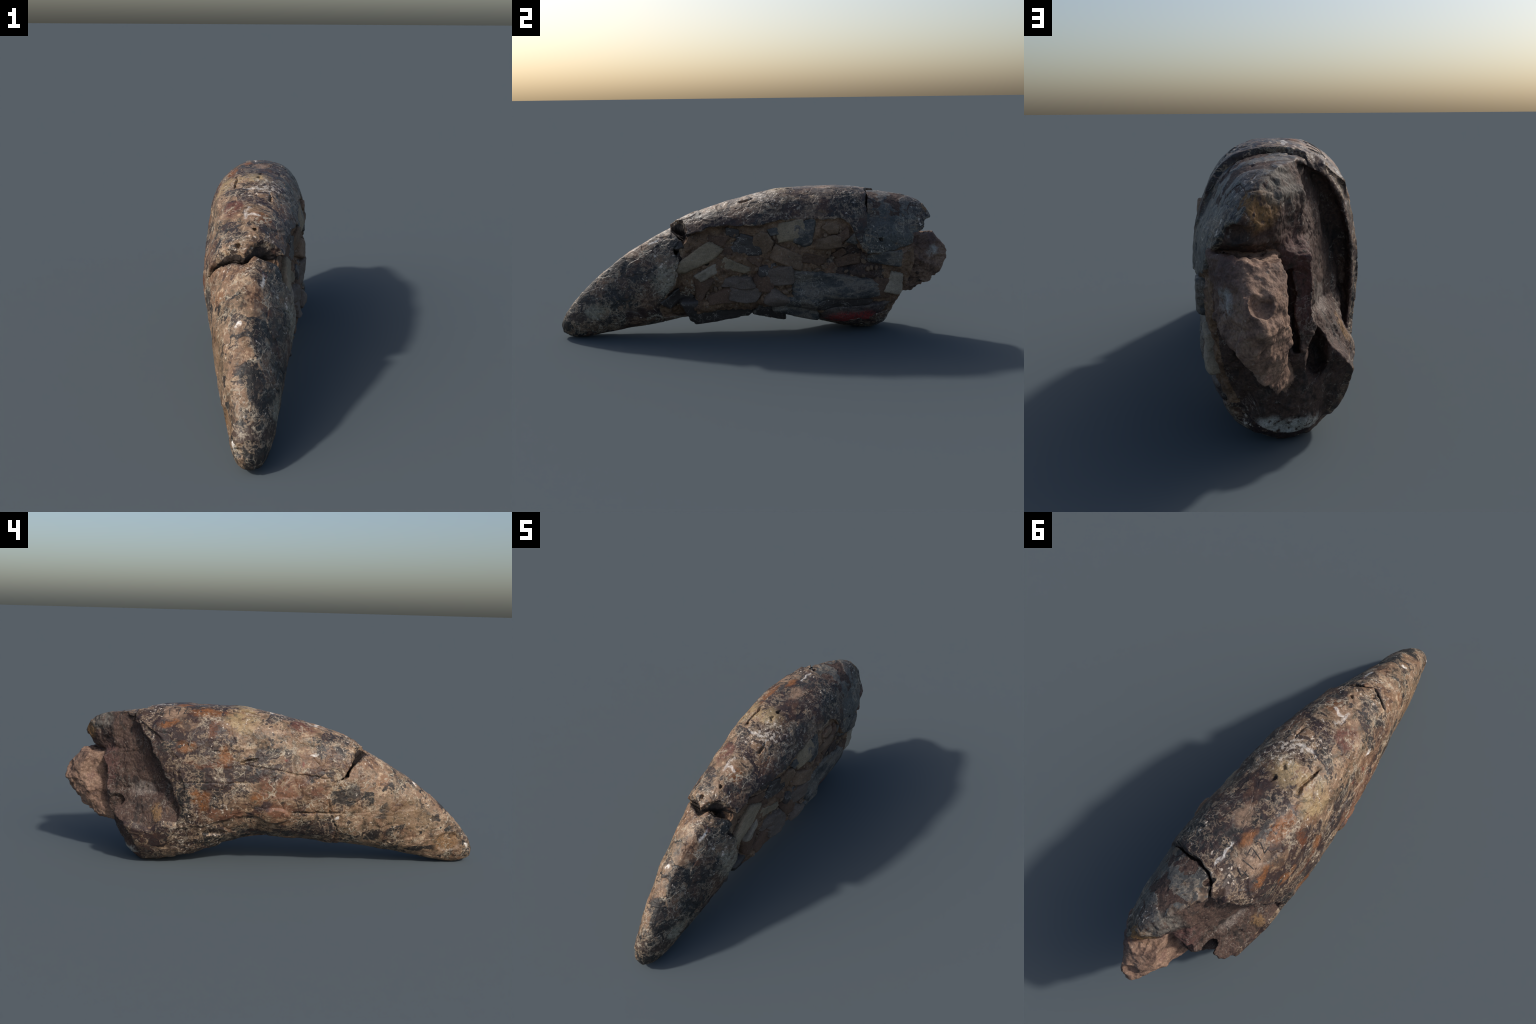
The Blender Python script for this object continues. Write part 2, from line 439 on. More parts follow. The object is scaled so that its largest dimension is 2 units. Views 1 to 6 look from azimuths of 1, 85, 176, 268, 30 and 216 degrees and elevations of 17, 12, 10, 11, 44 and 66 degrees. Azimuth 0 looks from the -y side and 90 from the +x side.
verts[low, 2] = .006 * np.exp(np.minimum((verts[low, 2] - .006) / .006, 0))
verts[:, 2] -= verts[:, 2].min()

# ------------------------------------------------------------------ regions become parts
cen = verts[quads].mean(1)
dep = chunked(body, cen)
part = np.full(len(quads), 1)                                   # enamel wall
part[crack_offset(cen) < .004] = 0                              # tip
part[(pocket(cen) > .002) & (dep > -.06)] = 2                   # rock matrix
back = (cen[:, 1] > .40) & (dep < -.017 - .010 * sst(.0, .01, pocket(cen)))
part[back & (cen[:, 0] < .19)] = 3                              # broken root core
part[(cap_side(cen) > 0) & (cen[:, 2] > .43) & (dep > -.05) & (part == 1)] = 4  # cap
part[(np.abs(crack_offset(cen) - .006) < .07) & (dep < -.009 - .004 * (crack_offset(cen) < .006)) & (np.abs(crack_offset(cen) - .006) < .05) & (cen[:, 2] > .40) & (pocket(cen) < .02)] = 6
fmain = block(cen)
part[(fmain < .006) & (cen[:, 1] > .72)] = 5                    # rock lump

tooth = bpy.data.objects.new("fossil_tooth", None)
tooth["label"] = "large curved dinosaur fossil tooth, cracked brown and tan enamel"
tooth["category"] = "fossil tooth"
bpy.context.scene.collection.objects.link(tooth)

def add_mesh(name, v, f, mat, normals=None, parent=tooth):
    me = bpy.data.meshes.new(name)
    me.from_pydata(v.tolist() if hasattr(v, "tolist") else v, [], f.tolist() if hasattr(f, "tolist") else f)
    me.polygons.foreach_set("use_smooth", np.ones(len(me.polygons), bool))
    if normals is not None:
        me.normals_split_custom_set_from_vertices(normals.tolist())
    me.materials.append(mat)
    ob = bpy.data.objects.new(name, me)
    bpy.context.scene.collection.objects.link(ob)
    ob.parent = parent
    return ob

# ------------------------------------------------------------------ material nodes
class Nodes:
    def __init__(self, name):
        self.mat = bpy.data.materials.new(name); self.mat.use_nodes = True
        self.t = self.mat.node_tree; self.t.nodes.clear()
        self.P = self.new("ShaderNodeTexCoord").outputs["Object"]

    def new(self, kind, **kw):
        n = self.t.nodes.new(kind)
        for k, v in kw.items():
            setattr(n, k, v)
        return n

    def put(self, sock, v):
        if isinstance(v, bpy.types.NodeSocket):
            self.t.links.new(v, sock)
        elif isinstance(v, (tuple, list)) and len(v) == 3 and sock.type == "RGBA":
            sock.default_value = (*v, 1)
        else:
            sock.default_value = v

    def m(self, op, a, b=0.0, c=None, clamp=False):
        n = self.new("ShaderNodeMath", operation=op, use_clamp=clamp)
        self.put(n.inputs[0], a); self.put(n.inputs[1], b)
        if c is not None:
            self.put(n.inputs[2], c)
        return n.outputs[0]

    def v(self, op, a, b=(0, 0, 0)):
        n = self.new("ShaderNodeVectorMath", operation=op)
        self.put(n.inputs[0], a); self.put(n.inputs[1], b)
        return n.outputs["Value"] if op in ("LENGTH", "DISTANCE", "DOT_PRODUCT") else n.outputs[0]

    def noise(self, scale, detail=4, rough=.55, vec=None, off=0, dist=0.0, color=False, stretch=None):
        p = vec if vec is not None else self.P
        if off or stretch:
            n = self.new("ShaderNodeMapping"); self.put(n.inputs["Vector"], p)
            n.inputs["Location"].default_value = (off * 1.3, off * .7, off * 2.1)
            if stretch:
                n.inputs["Scale"].default_value = stretch
            p = n.outputs[0]
        n = self.new("ShaderNodeTexNoise")
        self.put(n.inputs["Vector"], p); n.inputs["Scale"].default_value = scale
        n.inputs["Detail"].default_value = detail; n.inputs["Roughness"].default_value = rough
        n.inputs["Distortion"].default_value = dist
        return n.outputs["Color" if color else 0]

    def voronoi(self, scale, vec=None, feature="F1", color=False):
        n = self.new("ShaderNodeTexVoronoi", feature=feature)
        self.put(n.inputs["Vector"], vec if vec is not None else self.P); n.inputs["Scale"].default_value = scale
        return n.outputs["Color"] if color else n.outputs["Distance"]

    def step(self, x, a, b, lo=0.0, hi=1.0):
        n = self.new("ShaderNodeMapRange", interpolation_type="SMOOTHSTEP")
        self.put(n.inputs[0], x)
        rev = a > b
        if rev:
            a, b, lo, hi = b, a, hi, lo
        n.inputs[1].default_value = a; n.inputs[2].default_value = b
        n.inputs[3].default_value = lo; n.inputs[4].default_value = hi
        return n.outputs[0]

    def mix(self, f, a, b, mode="MIX"):
        n = self.new("ShaderNodeMix", data_type="RGBA", blend_type=mode)
        self.put(n.inputs[0], f); self.put(n.inputs[6], a); self.put(n.inputs[7], b)
        return n.outputs[2]

    def ramp(self, f, stops):
        n = self.new("ShaderNodeValToRGB"); self.put(n.inputs[0], f)
        e = n.color_ramp.elements
        while len(e) > 1:
            e.remove(e[-1])
        e[0].position = stops[0][0]; e[0].color = (*stops[0][1], 1)
        for p, c in stops[1:]:
            s = e.new(p); s.color = (*c, 1)
        return n.outputs[0]

    def warp(self, amount, scale, off=0):
        c = self.noise(scale, 3, .6, off=off, color=True)
        c = self.v("SUBTRACT", c, (.5, .5, .5))
        n = self.new("ShaderNodeVectorMath", operation="SCALE")
        self.put(n.inputs[0], c); n.inputs["Scale"].default_value = amount
        return self.v("ADD", self.P, n.outputs[0])

    def spots(self, vec, items, soft=.35):
        """items: (x, y, z, rx, ry, rz[, weight]) soft ellipsoids, joined by maximum"""
        out = None
        for it in items:
            x, y, z, rx, ry, rz = it[:6]; w = it[6] if len(it) > 6 else 1.0
            d = self.v("SUBTRACT", vec, (x, y, z))
            d = self.v("MULTIPLY", d, (1 / rx, 1 / ry, 1 / rz))
            s = self.step(self.v("LENGTH", d), 1 + soft, 1 - soft, 0, w)
            out = s if out is None else self.m("MAXIMUM", out, s)
        return out if out is not None else 0.0

    def finish(self, color, rough=.6, bump=None, dist=.004, strength=.6, spec=.35, coat=0.0):
        b = self.new("ShaderNodeBsdfPrincipled")
        self.put(b.inputs["Base Color"], color); self.put(b.inputs["Roughness"], rough)
        b.inputs["Specular IOR Level"].default_value = spec
        b.inputs["Coat Weight"].default_value = coat; b.inputs["Coat Roughness"].default_value = .4
        if bump is not None:
            n = self.new("ShaderNodeBump"); n.inputs["Strength"].default_value = strength
            n.inputs["Distance"].default_value = dist
            self.put(n.inputs["Height"], bump); self.t.links.new(n.outputs[0], b.inputs["Normal"])
        o = self.new("ShaderNodeOutputMaterial")
        self.t.links.new(b.outputs[0], o.inputs[0])
        return self.mat

CREAM, TAN, OLIVE, PINKTAN = (.40, .30, .185), (.29, .195, .112), (.155, .125, .085), (.27, .165, .115)
BLACK, GREY, BROWN, MAROON = (.024, .022, .022), (.062, .060, .058), (.060, .038, .028), (.072, .030, .023)

def enamel(name, dark, stains, bias, darkstops, rusty=.46, vein=.85, root_brown=.72, streak=(1, .72, 1), tone=.87):
    """stained enamel: tan ground clouded with brown, dark patches cut by pale cracks, named stains.
    bias: function (nodes) -> socket that raises or lowers the amount of dark"""
    N = Nodes(name)
    W = N.warp(.09, 9); W2 = N.warp(.05, 26, 3.3)
    n1 = N.noise(5, 4, .6, off=1.7); n2 = N.noise(19, 6, .62, off=4.1, stretch=streak)
    n3 = N.noise(58, 5, .65, off=7.7, stretch=streak); n4 = N.noise(170, 3, .6, off=2.2)
    A = N.noise(8, 7, .66, off=5.5, stretch=streak); B = N.noise(25, 6, .66, off=11.5, stretch=streak)
    mul = lambda c: (c[0] * tone, c[1] * tone * .945, c[2] * tone * .97)
    ground = N.ramp(N.m("ADD", N.m("MULTIPLY", n2, .55), N.m("MULTIPLY", n3, .45)),
                    [(.36, mul((.06, .045, .032))), (.43, mul((.13, .098, .062))), (.49, mul((.225, .155, .092))), (.54, mul((.25, .16, .10))), (.59, mul((.38, .285, .175))), (.68, mul((.47, .385, .265)))])
    ground = N.mix(N.m("MULTIPLY", N.step(n1, .46, .64), .38), ground, mul((.235, .125, .058)))
    sy = N.new("ShaderNodeSeparateXYZ"); N.put(sy.inputs[0], W)
    ground = N.mix(N.step(sy.outputs[1], .08, .34, 0, root_brown), ground, N.mix(n3, (.055, .038, .030), (.20, .135, .095)))
    flank = N.m("MULTIPLY", N.step(sy.outputs[0], .03, .14), N.step(sy.outputs[1], -.3, -.45, .45, .75))
    ground = N.mix(flank, ground, N.mix(n3, (.050, .040, .034), (.22, .17, .125)))
    brown = N.ramp(n3, [(.36, (.045, .032, .025)), (.5, (.105, .066, .043)), (.62, (.15, .088, .052)), (.72, (.20, .135, .085))])
    darkcol = N.ramp(N.m("ADD", N.m("MULTIPLY", n1, .5), N.m("MULTIPLY", n3, .5)), darkstops)
    sp_ = N.spots(W, dark, .5)
    sx = N.new("ShaderNodeSeparateXYZ"); N.put(sx.inputs[0], W)
    calm = N.m("MULTIPLY", N.step(sp_, .75, 1.25, 1.0, .25), N.step(sx.outputs[1], .15, .42, 1.0, .6))
    t = N.m("ADD", N.m("MULTIPLY", sp_, .58), bias(N))
    W3 = N.warp(.085, 14, 8.8)
    def cell(sc):
        sp = N.new("ShaderNodeSeparateColor"); N.put(sp.inputs[0], N.voronoi(sc, W3, color=True))
        return sp.outputs[0]
    for f, k in ((A, 1.5), (B, 1.2), (n3, .8), (cell(8.5), .75), (cell(21), .36)):
        t = N.m("ADD", t, N.m("MULTIPLY", N.m("SUBTRACT", f, .5), k))
    col = N.mix(N.m("MULTIPLY", N.step(t, .08, .36), .8), ground, brown)
    rim = N.m("MULTIPLY", N.step(t, .20, .33), N.step(t, .42, .36))
    col = N.mix(N.m("MULTIPLY", rim, N.m("MULTIPLY", N.step(n2, .45, .58), .6)), col, mul(CREAM))
    col = N.mix(N.step(t, .36, .47), col, darkcol)
    # small dark blots everywhere
    where = N.noise(4.5, 4, .6, off=17.3)
    for sc, lo, of in ((9, .575, 15.1), (22, .58, 9.1)):
        bl = N.m("ADD", N.m("MULTIPLY", N.noise(sc, 5, .6, off=of, dist=.4), .8), N.m("MULTIPLY", n3, .2))
        bl = N.m("ADD", bl, N.m("MULTIPLY", N.m("SUBTRACT", where, .5), .25))
        col = N.mix(N.m("MULTIPLY", N.m("MULTIPLY", N.step(bl, lo - .035, lo - .01), N.step(bl, lo + .012, lo - .008)), .55), col, mul((.36, .28, .18)))
        col = N.mix(N.m("MULTIPLY", N.step(bl, lo, lo + .03), .92), col, N.ramp(n1, [(.40, (.026, .024, .024)), (.5, (.055, .038, .032)), (.6, (.085, .05, .036))]))
    # rusty clouds
    rc = N.noise(7, 5, .62, off=21.3)
    col = N.mix(N.m("MULTIPLY", N.m("MULTIPLY", N.step(rc, .52, .62), rusty), calm), col, N.mix(N.step(n3, .42, .6), (.125, .050, .026), (.20, .098, .052)))
    for color, items, wt in stains:
        s = N.m("MULTIPLY", N.spots(W, items, .35), N.step(N.m("ADD", B, N.m("MULTIPLY", N.m("SUBTRACT", n3, .5), .8)), .36, .50))
        col = N.mix(N.m("MULTIPLY", s, wt), col, N.mix(N.m("MULTIPLY", N.step(n3, .45, .62), .6), color, tuple(c * .35 for c in color)))
    # pale veins and scratches
    e = N.voronoi(8.5, W3, "DISTANCE_TO_EDGE"); e2 = N.voronoi(21, W3, "DISTANCE_TO_EDGE")
    rid = N.m("ABSOLUTE", N.m("SUBTRACT", N.noise(15, 5, .6, off=8.8, dist=.8), .5))
    rid2 = N.m("ABSOLUTE", N.m("SUBTRACT", N.noise(38, 4, .6, off=13.8, dist=1.2, stretch=streak), .5))
    vn = N.m("MAXIMUM", N.step(e, .030, .006), N.m("MULTIPLY", N.step(e2, .055, .010), N.step(n1, .46, .58)))
    vn = N.m("MAXIMUM", N.m("MAXIMUM", vn, N.step(rid, .014, .004)), N.m("MULTIPLY", N.step(rid2, .026, .006), N.m("MULTIPLY", N.step(t, .3, .45), .5)))
    vn = N.m("MULTIPLY", vn, N.step(N.noise(9, 6, .7, off=3.9), .48, .58))
    col = N.mix(N.m("MULTIPLY", N.m("MULTIPLY", vn, vein), calm), col, N.mix(n3, (.20, .165, .12), (.44, .38, .29)))
    # dust and chalky flecks
    col = N.mix(N.m("MULTIPLY", N.step(N.m("ADD", N.m("MULTIPLY", N.noise(60, 4, .6, off=6.3), .65), N.m("MULTIPLY", where, .35)), .60, .64), .8), col, (.42, .36, .30))
    g5 = N.noise(88, 4, .65, off=18.6)
    col = N.mix(N.m("MULTIPLY", N.m("MULTIPLY", N.step(g5, .61, .68), .4), calm), col, (.36, .30, .225))
    col = N.mix(N.m("MULTIPLY", N.step(g5, .40, .34), .45), col, (.035, .028, .024))
    g = N.step(n4, .25, .75, .9, 1.1)
    h = N.new("ShaderNodeCombineXYZ")
    for k in range(3):
        N.put(h.inputs[k], g)
    col = N.mix(1.0, col, h.outputs[0], "MULTIPLY")
    bw = N.new("ShaderNodeRGBToBW"); N.put(bw.inputs[0], col)
    k = N.m("POWER", N.m("MULTIPLY", bw.outputs[0], 1 / .15), .34)            # deeper darks, clearer lights
    h2 = N.new("ShaderNodeCombineXYZ")
    for i_ in range(3):
        N.put(h2.inputs[i_], k)
    col = N.mix(1.0, col, h2.outputs[0], "MULTIPLY")
    bump = N.m("ADD", N.m("MULTIPLY", n3, .6), N.m("SUBTRACT", N.m("MULTIPLY", n4, .2), N.m("MULTIPLY", N.step(e, .02, .0), .4)))
    return N.finish(col, N.step(n3, .3, .7, .42, .62), bump, .006, .5, .36)

def stone(name, stops, scale=14, grain=.3, fleck=(.4, .36, .3), fleckw=.4, stretch=None, rough=.75, dark=(.03, .024, .02), veins=0.0, spec=.3, patches=()):
    N = Nodes(name)
    n1 = N.noise(scale, 6, .62, off=2.7, stretch=stretch); n2 = N.noise(scale * 4.5, 5, .65, off=5.1, stretch=stretch)
    n4 = N.noise(190, 3, .6, off=8.2)
    f = N.m("ADD", N.m("MULTIPLY", n1, .65), N.m("MULTIPLY", n2, .35))
    col = N.ramp(f, stops)
    W = N.warp(.05, 18, 1.1)
    for c, items, wt in patches:
        col = N.mix(N.m("MULTIPLY", N.m("MULTIPLY", N.spots(W, items, .3), N.step(n2, .36, .5)), wt), col, c)
    col = N.mix(N.m("MULTIPLY", N.step(N.noise(46, 5, .7, off=3.3), .60, .70), .7), col, dark)
    col = N.mix(N.m("MULTIPLY", N.step(N.noise(75, 5, .7, off=9.7), .60, .70), fleckw), col, fleck)
    if veins:
        rid = N.m("ABSOLUTE", N.m("SUBTRACT", N.noise(16, 4, .6, off=4.4, dist=1.0), .5))
        vn = N.m("MULTIPLY", N.step(rid, .014, .004), N.step(N.noise(7, 3, .6, off=1.9), .42, .6))
        col = N.mix(N.m("MULTIPLY", vn, veins), col, (.34, .30, .25))
    g = N.step(n4, .25, .75, 1 - grain, 1 + grain)
    h = N.new("ShaderNodeCombineXYZ")
    for k in range(3):
        N.put(h.inputs[k], g)
    col = N.mix(1.0, col, h.outputs[0], "MULTIPLY")
    bump = N.m("ADD", n2, N.m("MULTIPLY", n4, .4))
    return N.finish(col, rough, bump, .006, .6, spec)

ORANGE, RUST, RUSTPINK, PURPLE, RED, WHITE, KHAKI, YELLOW = (.235, .088, .026), (.16, .052, .02), (.245, .105, .06), (.075, .045, .045), (.22, .05, .035), (.60, .57, .53), (.215, .14, .075), (.37, .27, .13)

def wall_bias(N):
    s = N.new("ShaderNodeSeparateXYZ"); N.put(s.inputs[0], N.P)
    b = N.step(s.outputs[1], .02, .40, .30, .58)                    # darker and browner towards the root
    b = N.m("ADD", b, N.step(s.outputs[0], .02, .15, 0, .22))        # and on the rock-filled side
    return N.m("SUBTRACT", b, N.spots(N.P, [(-.2, -.06, .54, .1, .22, .12, .12), (-.03, .12, .74, .12, .1, .08, .2)], .5))

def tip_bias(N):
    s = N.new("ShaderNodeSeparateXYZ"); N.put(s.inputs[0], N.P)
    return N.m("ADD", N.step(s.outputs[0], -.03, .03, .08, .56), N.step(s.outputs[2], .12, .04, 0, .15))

DARK_ROOT = [(.38, (.030, .026, .025)), (.44, (.050, .045, .042)), (.48, (.060, .036, .032)), (.53, (.050, .029, .028)), (.58, (.088, .052, .035)), (.66, (.055, .050, .047))]
DARK_TIP = [(.36, BLACK), (.44, (.045, .042, .038)), (.5, (.030, .027, .026)), (.56, (.062, .045, .036)), (.64, (.075, .07, .06))]
DARK_CAP = [(.36, (.03, .03, .03)), (.44, (.075, .076, .072)), (.5, (.045, .042, .04)), (.56, (.105, .105, .095)), (.64, (.16, .15, .13))]

wall_mat = enamel("stained_enamel", [
    (-.203, .323, .594, .07, .07, .055, 1.1), (-.227, .345, .452, .06, .085, .045, 1.4), (-.23, .26, .386, .06, .075, .05, 1.4), (-.169, .51, .645, .07, .06, .07, 1.3),
    (-.206, .472, .54, .06, .05, .12, 1.4), (-.215, .43, .40, .05, .035, .10, 1.2), (-.10, .585, .69, .06, .04, .05, 1.2), (-.207, .027, .549, .05, .045, .03), (-.221, .05, .457, .05, .08, .034, 1.4), (-.183, .011, .614, .05, .02, .03),
    (-.042, -.07, .701, .03, .05, .04), (.012, -.09, .699, .03, .03, .04), (-.077, -.305, .611, .05, .06, .05), (-.086, -.249, .633, .015, .02, .03),
    (.053, .437, .745, .07, .09, .06), (.011, .233, .746, .07, .035, .05), (-.012, .536, .739, .04, .04, .05), (.158, -.155, .599, .05, .09, .026),
    (.172, -.022, .62, .05, .10, .028), (.171, .139, .66, .05, .09, .03), (.176, .416, .663, .06, .08, .05), (-.163, -.178, .189, .08, .18, .03, 1.2), (-.15, .10, .15, .10, .16, .03, .9),
    (-.148, -.242, .578, .03, .018, .018), (-.155, -.313, .52, .03, .018, .018)],
    [(ORANGE, [(-.112, .31, .722, .04, .10, .025), (-.201, .402, .588, .05, .045, .03), (-.153, .478, .672, .03, .06, .015), (-.22, .221, .539, .05, .035, .045),
               (-.228, .31, .332, .05, .03, .045), (-.228, .353, .357, .05, .03, .025), (-.048, .405, .746, .025, .045, .03), (.034, -.232, .655, .03, .04, .03),
               (-.222, .064, .352, .04, .04, .025)], .85),
     (RUST, [(-.175, .274, .659, .04, .03, .06), (-.206, .3, .50, .03, .10, .012), (.136, -.082, .652, .03, .035, .02)], .8),
     ((.20, .085, .048), [(-.216, -.037, .396, .05, .11, .055), (-.209, -.032, .298, .05, .07, .045), (-.218, .216, .269, .05, .10, .028), (-.199, -.201, .387, .03, .04, .02)], .8),
     ((.15, .055, .036), [(-.091, -.14, .669, .05, .055, .04)], .95),
     (PURPLE, [(-.217, .038, .321, .04, .032, .026)], .9),
     ((.27, .175, .115), [(.013, .349, .749, .035, .04, .03), (-.10, .476, .722, .05, .05, .04)], .85),
     (YELLOW, [(-.034, .134, .74, .09, .06, .05), (-.143, .149, .694, .06, .08, .05)], .5),
     (GREY, [(-.07, .357, .741, .012, .05, .03)], .8),
     (RED, [(-.204, -.067, .52, .02, .014, .014), (-.202, -.12, .495, .02, .01, .012)], .8),
     (WHITE, [(-.005, -.22, .661, .02, .010, .03, .7), (-.008, .004, .719, .03, .010, .02, .7), (-.014, .490, .746, .006, .05, .02), (-.004, .545, .739, .008, .018, .02, .7),
              (-.18, -.18, .546, .02, .018, .009), (-.03, -.20, .665, .009, .05, .03, .6)], .8)],
    wall_bias, DARK_ROOT)
tip_mat = enamel("stained_tip_enamel", [
    (-.176, -.344, .357, .05, .075, .055, 1.3), (-.159, -.435, .337, .05, .05, .03, 1.2), (-.142, -.537, .298, .04, .03, .025), (-.145, -.521, .253, .04, .03, .02),
    (-.133, -.449, .158, .06, .12, .025), (-.089, -.733, .084, .05, .10, .02), (.11, -.675, .281, .06, .10, .06), (.098, -.516, .458, .04, .07, .05),
    (.019, -.729, .367, .03, .08, .05), (-.006, -.833, .282, .02, .06, .05), (.023, -.873, .241, .03, .06, .06), (.03, -.97, .11, .05, .05, .05)],
    [(KHAKI, [(-.126, -.621, .287, .06, .11, .07), (-.11, -.72, .22, .05, .08, .05)], .5),
     ((.24, .125, .05), [(-.085, -.861, .115, .05, .075, .045)], .75),
     ((.17, .05, .04), [(.05, -.47, .52, .03, .02, .03)], .6),
     ((.06, .032, .03), [(.112, -.574, .138, .05, .12, .03)], .8),
     ((.30, .27, .20), [(.149, -.457, .329, .05, .06, .09), (.091, -.817, .15, .05, .06, .04)], .6),
     (ORANGE, [(-.11, -.52, .42, .04, .03, .03), (.075, -.62, .40, .02, .03, .02)], .5),
     (WHITE, [(.037, -.524, .497, .012, .05, .02), (-.041, -.684, .395, .014, .012, .02), (-.039, -.967, .1, .03, .012, .012), (-.178, -.30, .259, .02, .012, .01)], .9)],
    tip_bias, DARK_TIP)
cap_mat = enamel("grey_root_enamel", [(.10, .68, .69, .16, .18, .10, .5), (.2, .65, .54, .08, .14, .14, .5)],
    [((.15, .15, .14), [(.08, .72, .70, .12, .15, .08), (.19, .7, .55, .08, .12, .10)], .45), (ORANGE, [(.02, .885, .665, .05, .03, .025)], .7)],
    lambda N: N.m("ADD", 0.38, 0.0), DARK_CAP, root_brown=.35, rusty=.25, vein=.8, tone=.75)
matrix_mat = stone("brown_rock", [(.32, (.055, .034, .024)), (.44, (.125, .073, .044)), (.52, (.19, .112, .066)), (.60, (.24, .15, .09)), (.72, (.32, .235, .16))],
                   patches=[((.19, .085, .055), [(.22, .47, .36, .08, .12, .05), (.16, -.28, .27, .05, .03, .07)], .7), ((.33, .26, .18), [(.22, .17, .56, .06, .07, .06)], .6)])
core_mat = stone("dark_root_rock", [(.34, (.018, .015, .014)), (.44, (.044, .030, .025)), (.51, (.082, .050, .038)), (.57, (.048, .029, .025)), (.63, (.095, .058, .042)), (.72, (.17, .115, .085))], scale=18, stretch=(1, 1, .5), veins=.4,
                 patches=[((.42, .37, .33), [(-.10, .60, .36, .05, .06, .03)], .22), ((.24, .14, .06), [(-.158, .534, .264, .05, .03, .04)], .6),
                          ((.26, .14, .05), [(.06, .87, .62, .05, .05, .05)], .7), ((.115, .105, .09), [(0, .83, .67, .08, .08, .05)], .8), ((.42, .41, .37), [(0, .66, .05, .09, .06, .04)], .9),
                          ((.11, .05, .045), [(-.02, .78, .45, .05, .1, .12)], .5)])
block_mat = stone("pink_sediment", [(.34, (.05, .034, .028)), (.43, (.115, .070, .052)), (.50, (.20, .122, .086)), (.57, (.255, .165, .115)), (.64, (.155, .085, .066)), (.74, (.34, .26, .19))], scale=12, fleckw=.5, dark=(.07, .045, .035),
                  patches=[((.09, .055, .05), [(.15, .88, .48, .05, .12, .07)], .7), ((.45, .45, .42), [(.16, .93, .42, .03, .05, .04)], .6)])

gap_shadow_mat = stone("painted_gap_shadow", [(.35, (.016, .013, .012)), (.5, (.032, .023, .019)), (.65, (.06, .042, .033))], fleckw=.15)  # near-black colour paints the deep shadow inside the break behind the tip
mats = [tip_mat, wall_mat, matrix_mat, core_mat, cap_mat, block_mat, gap_shadow_mat]
names = ["tooth_tip", "enamel_wall", "rock_matrix", "root_core", "root_cap", "sediment_lump", "painted_gap_shadow"]
for k in range(7):
    f = quads[part == k]
    used = np.unique(f)
    if not len(used):
        continue
    remap = np.zeros(len(verts), np.int64); remap[used] = np.arange(len(used))
    add_mesh(names[k], verts[used], remap[f], mats[k], nrm[used])

# ------------------------------------------------------------------ bone splinters and enamel plates set in the rock
bone_stops = lambda c, k=1.0: [(.30, tuple(v * .45 for v in c)), (.44, tuple(v * .8 for v in c)), (.54, c), (.68, tuple(min(v * 1.25, .8) for v in c))]
FRAG = {
    "cream": stone("cream_bone", bone_stops((.285, .215, .14)), 12, .2, dark=(.11, .10, .08), stretch=(1, .5, 1)),
    "pale": stone("pale_bone", bone_stops((.33, .265, .195)), 14, .2, dark=(.16, .14, .11)),
    "grey": stone("blue_grey_bone", bone_stops((.145, .108, .085)), 16, .25, dark=(.06, .06, .065), stretch=(1, .3, 1)),
    "brown": stone("brown_bone", bone_stops((.13, .075, .048)), 16, .25),
    "tan": stone("tan_bone", bone_stops((.195, .125, .08)), 16, .25),
    "dark": stone("dark_enamel", bone_stops((.055, .042, .036)), 9, .2, fleck=(.3, .28, .25), fleckw=.35, rough=.5, veins=.75, stretch=(1, .3, 1), spec=.45),
    "mottled": stone("mottled_enamel", [(.34, (.03, .03, .032)), (.47, (.07, .065, .06)), (.54, (.17, .14, .11)), (.64, (.06, .045, .04)), (.74, (.30, .26, .2))], 16, .25, veins=.7, rough=.55, stretch=(1, .5, 1)),
    "red": stone("red_painted_enamel", [(.34, (.03, .028, .028)), (.47, (.07, .05, .045)), (.6, (.13, .10, .08)), (.74, (.2, .16, .12))], 16, .25, rough=.55, veins=.5,
                 patches=[((.25, .034, .03), [(.17, .51, .07, .16, .17, .05)], .95)]),
}

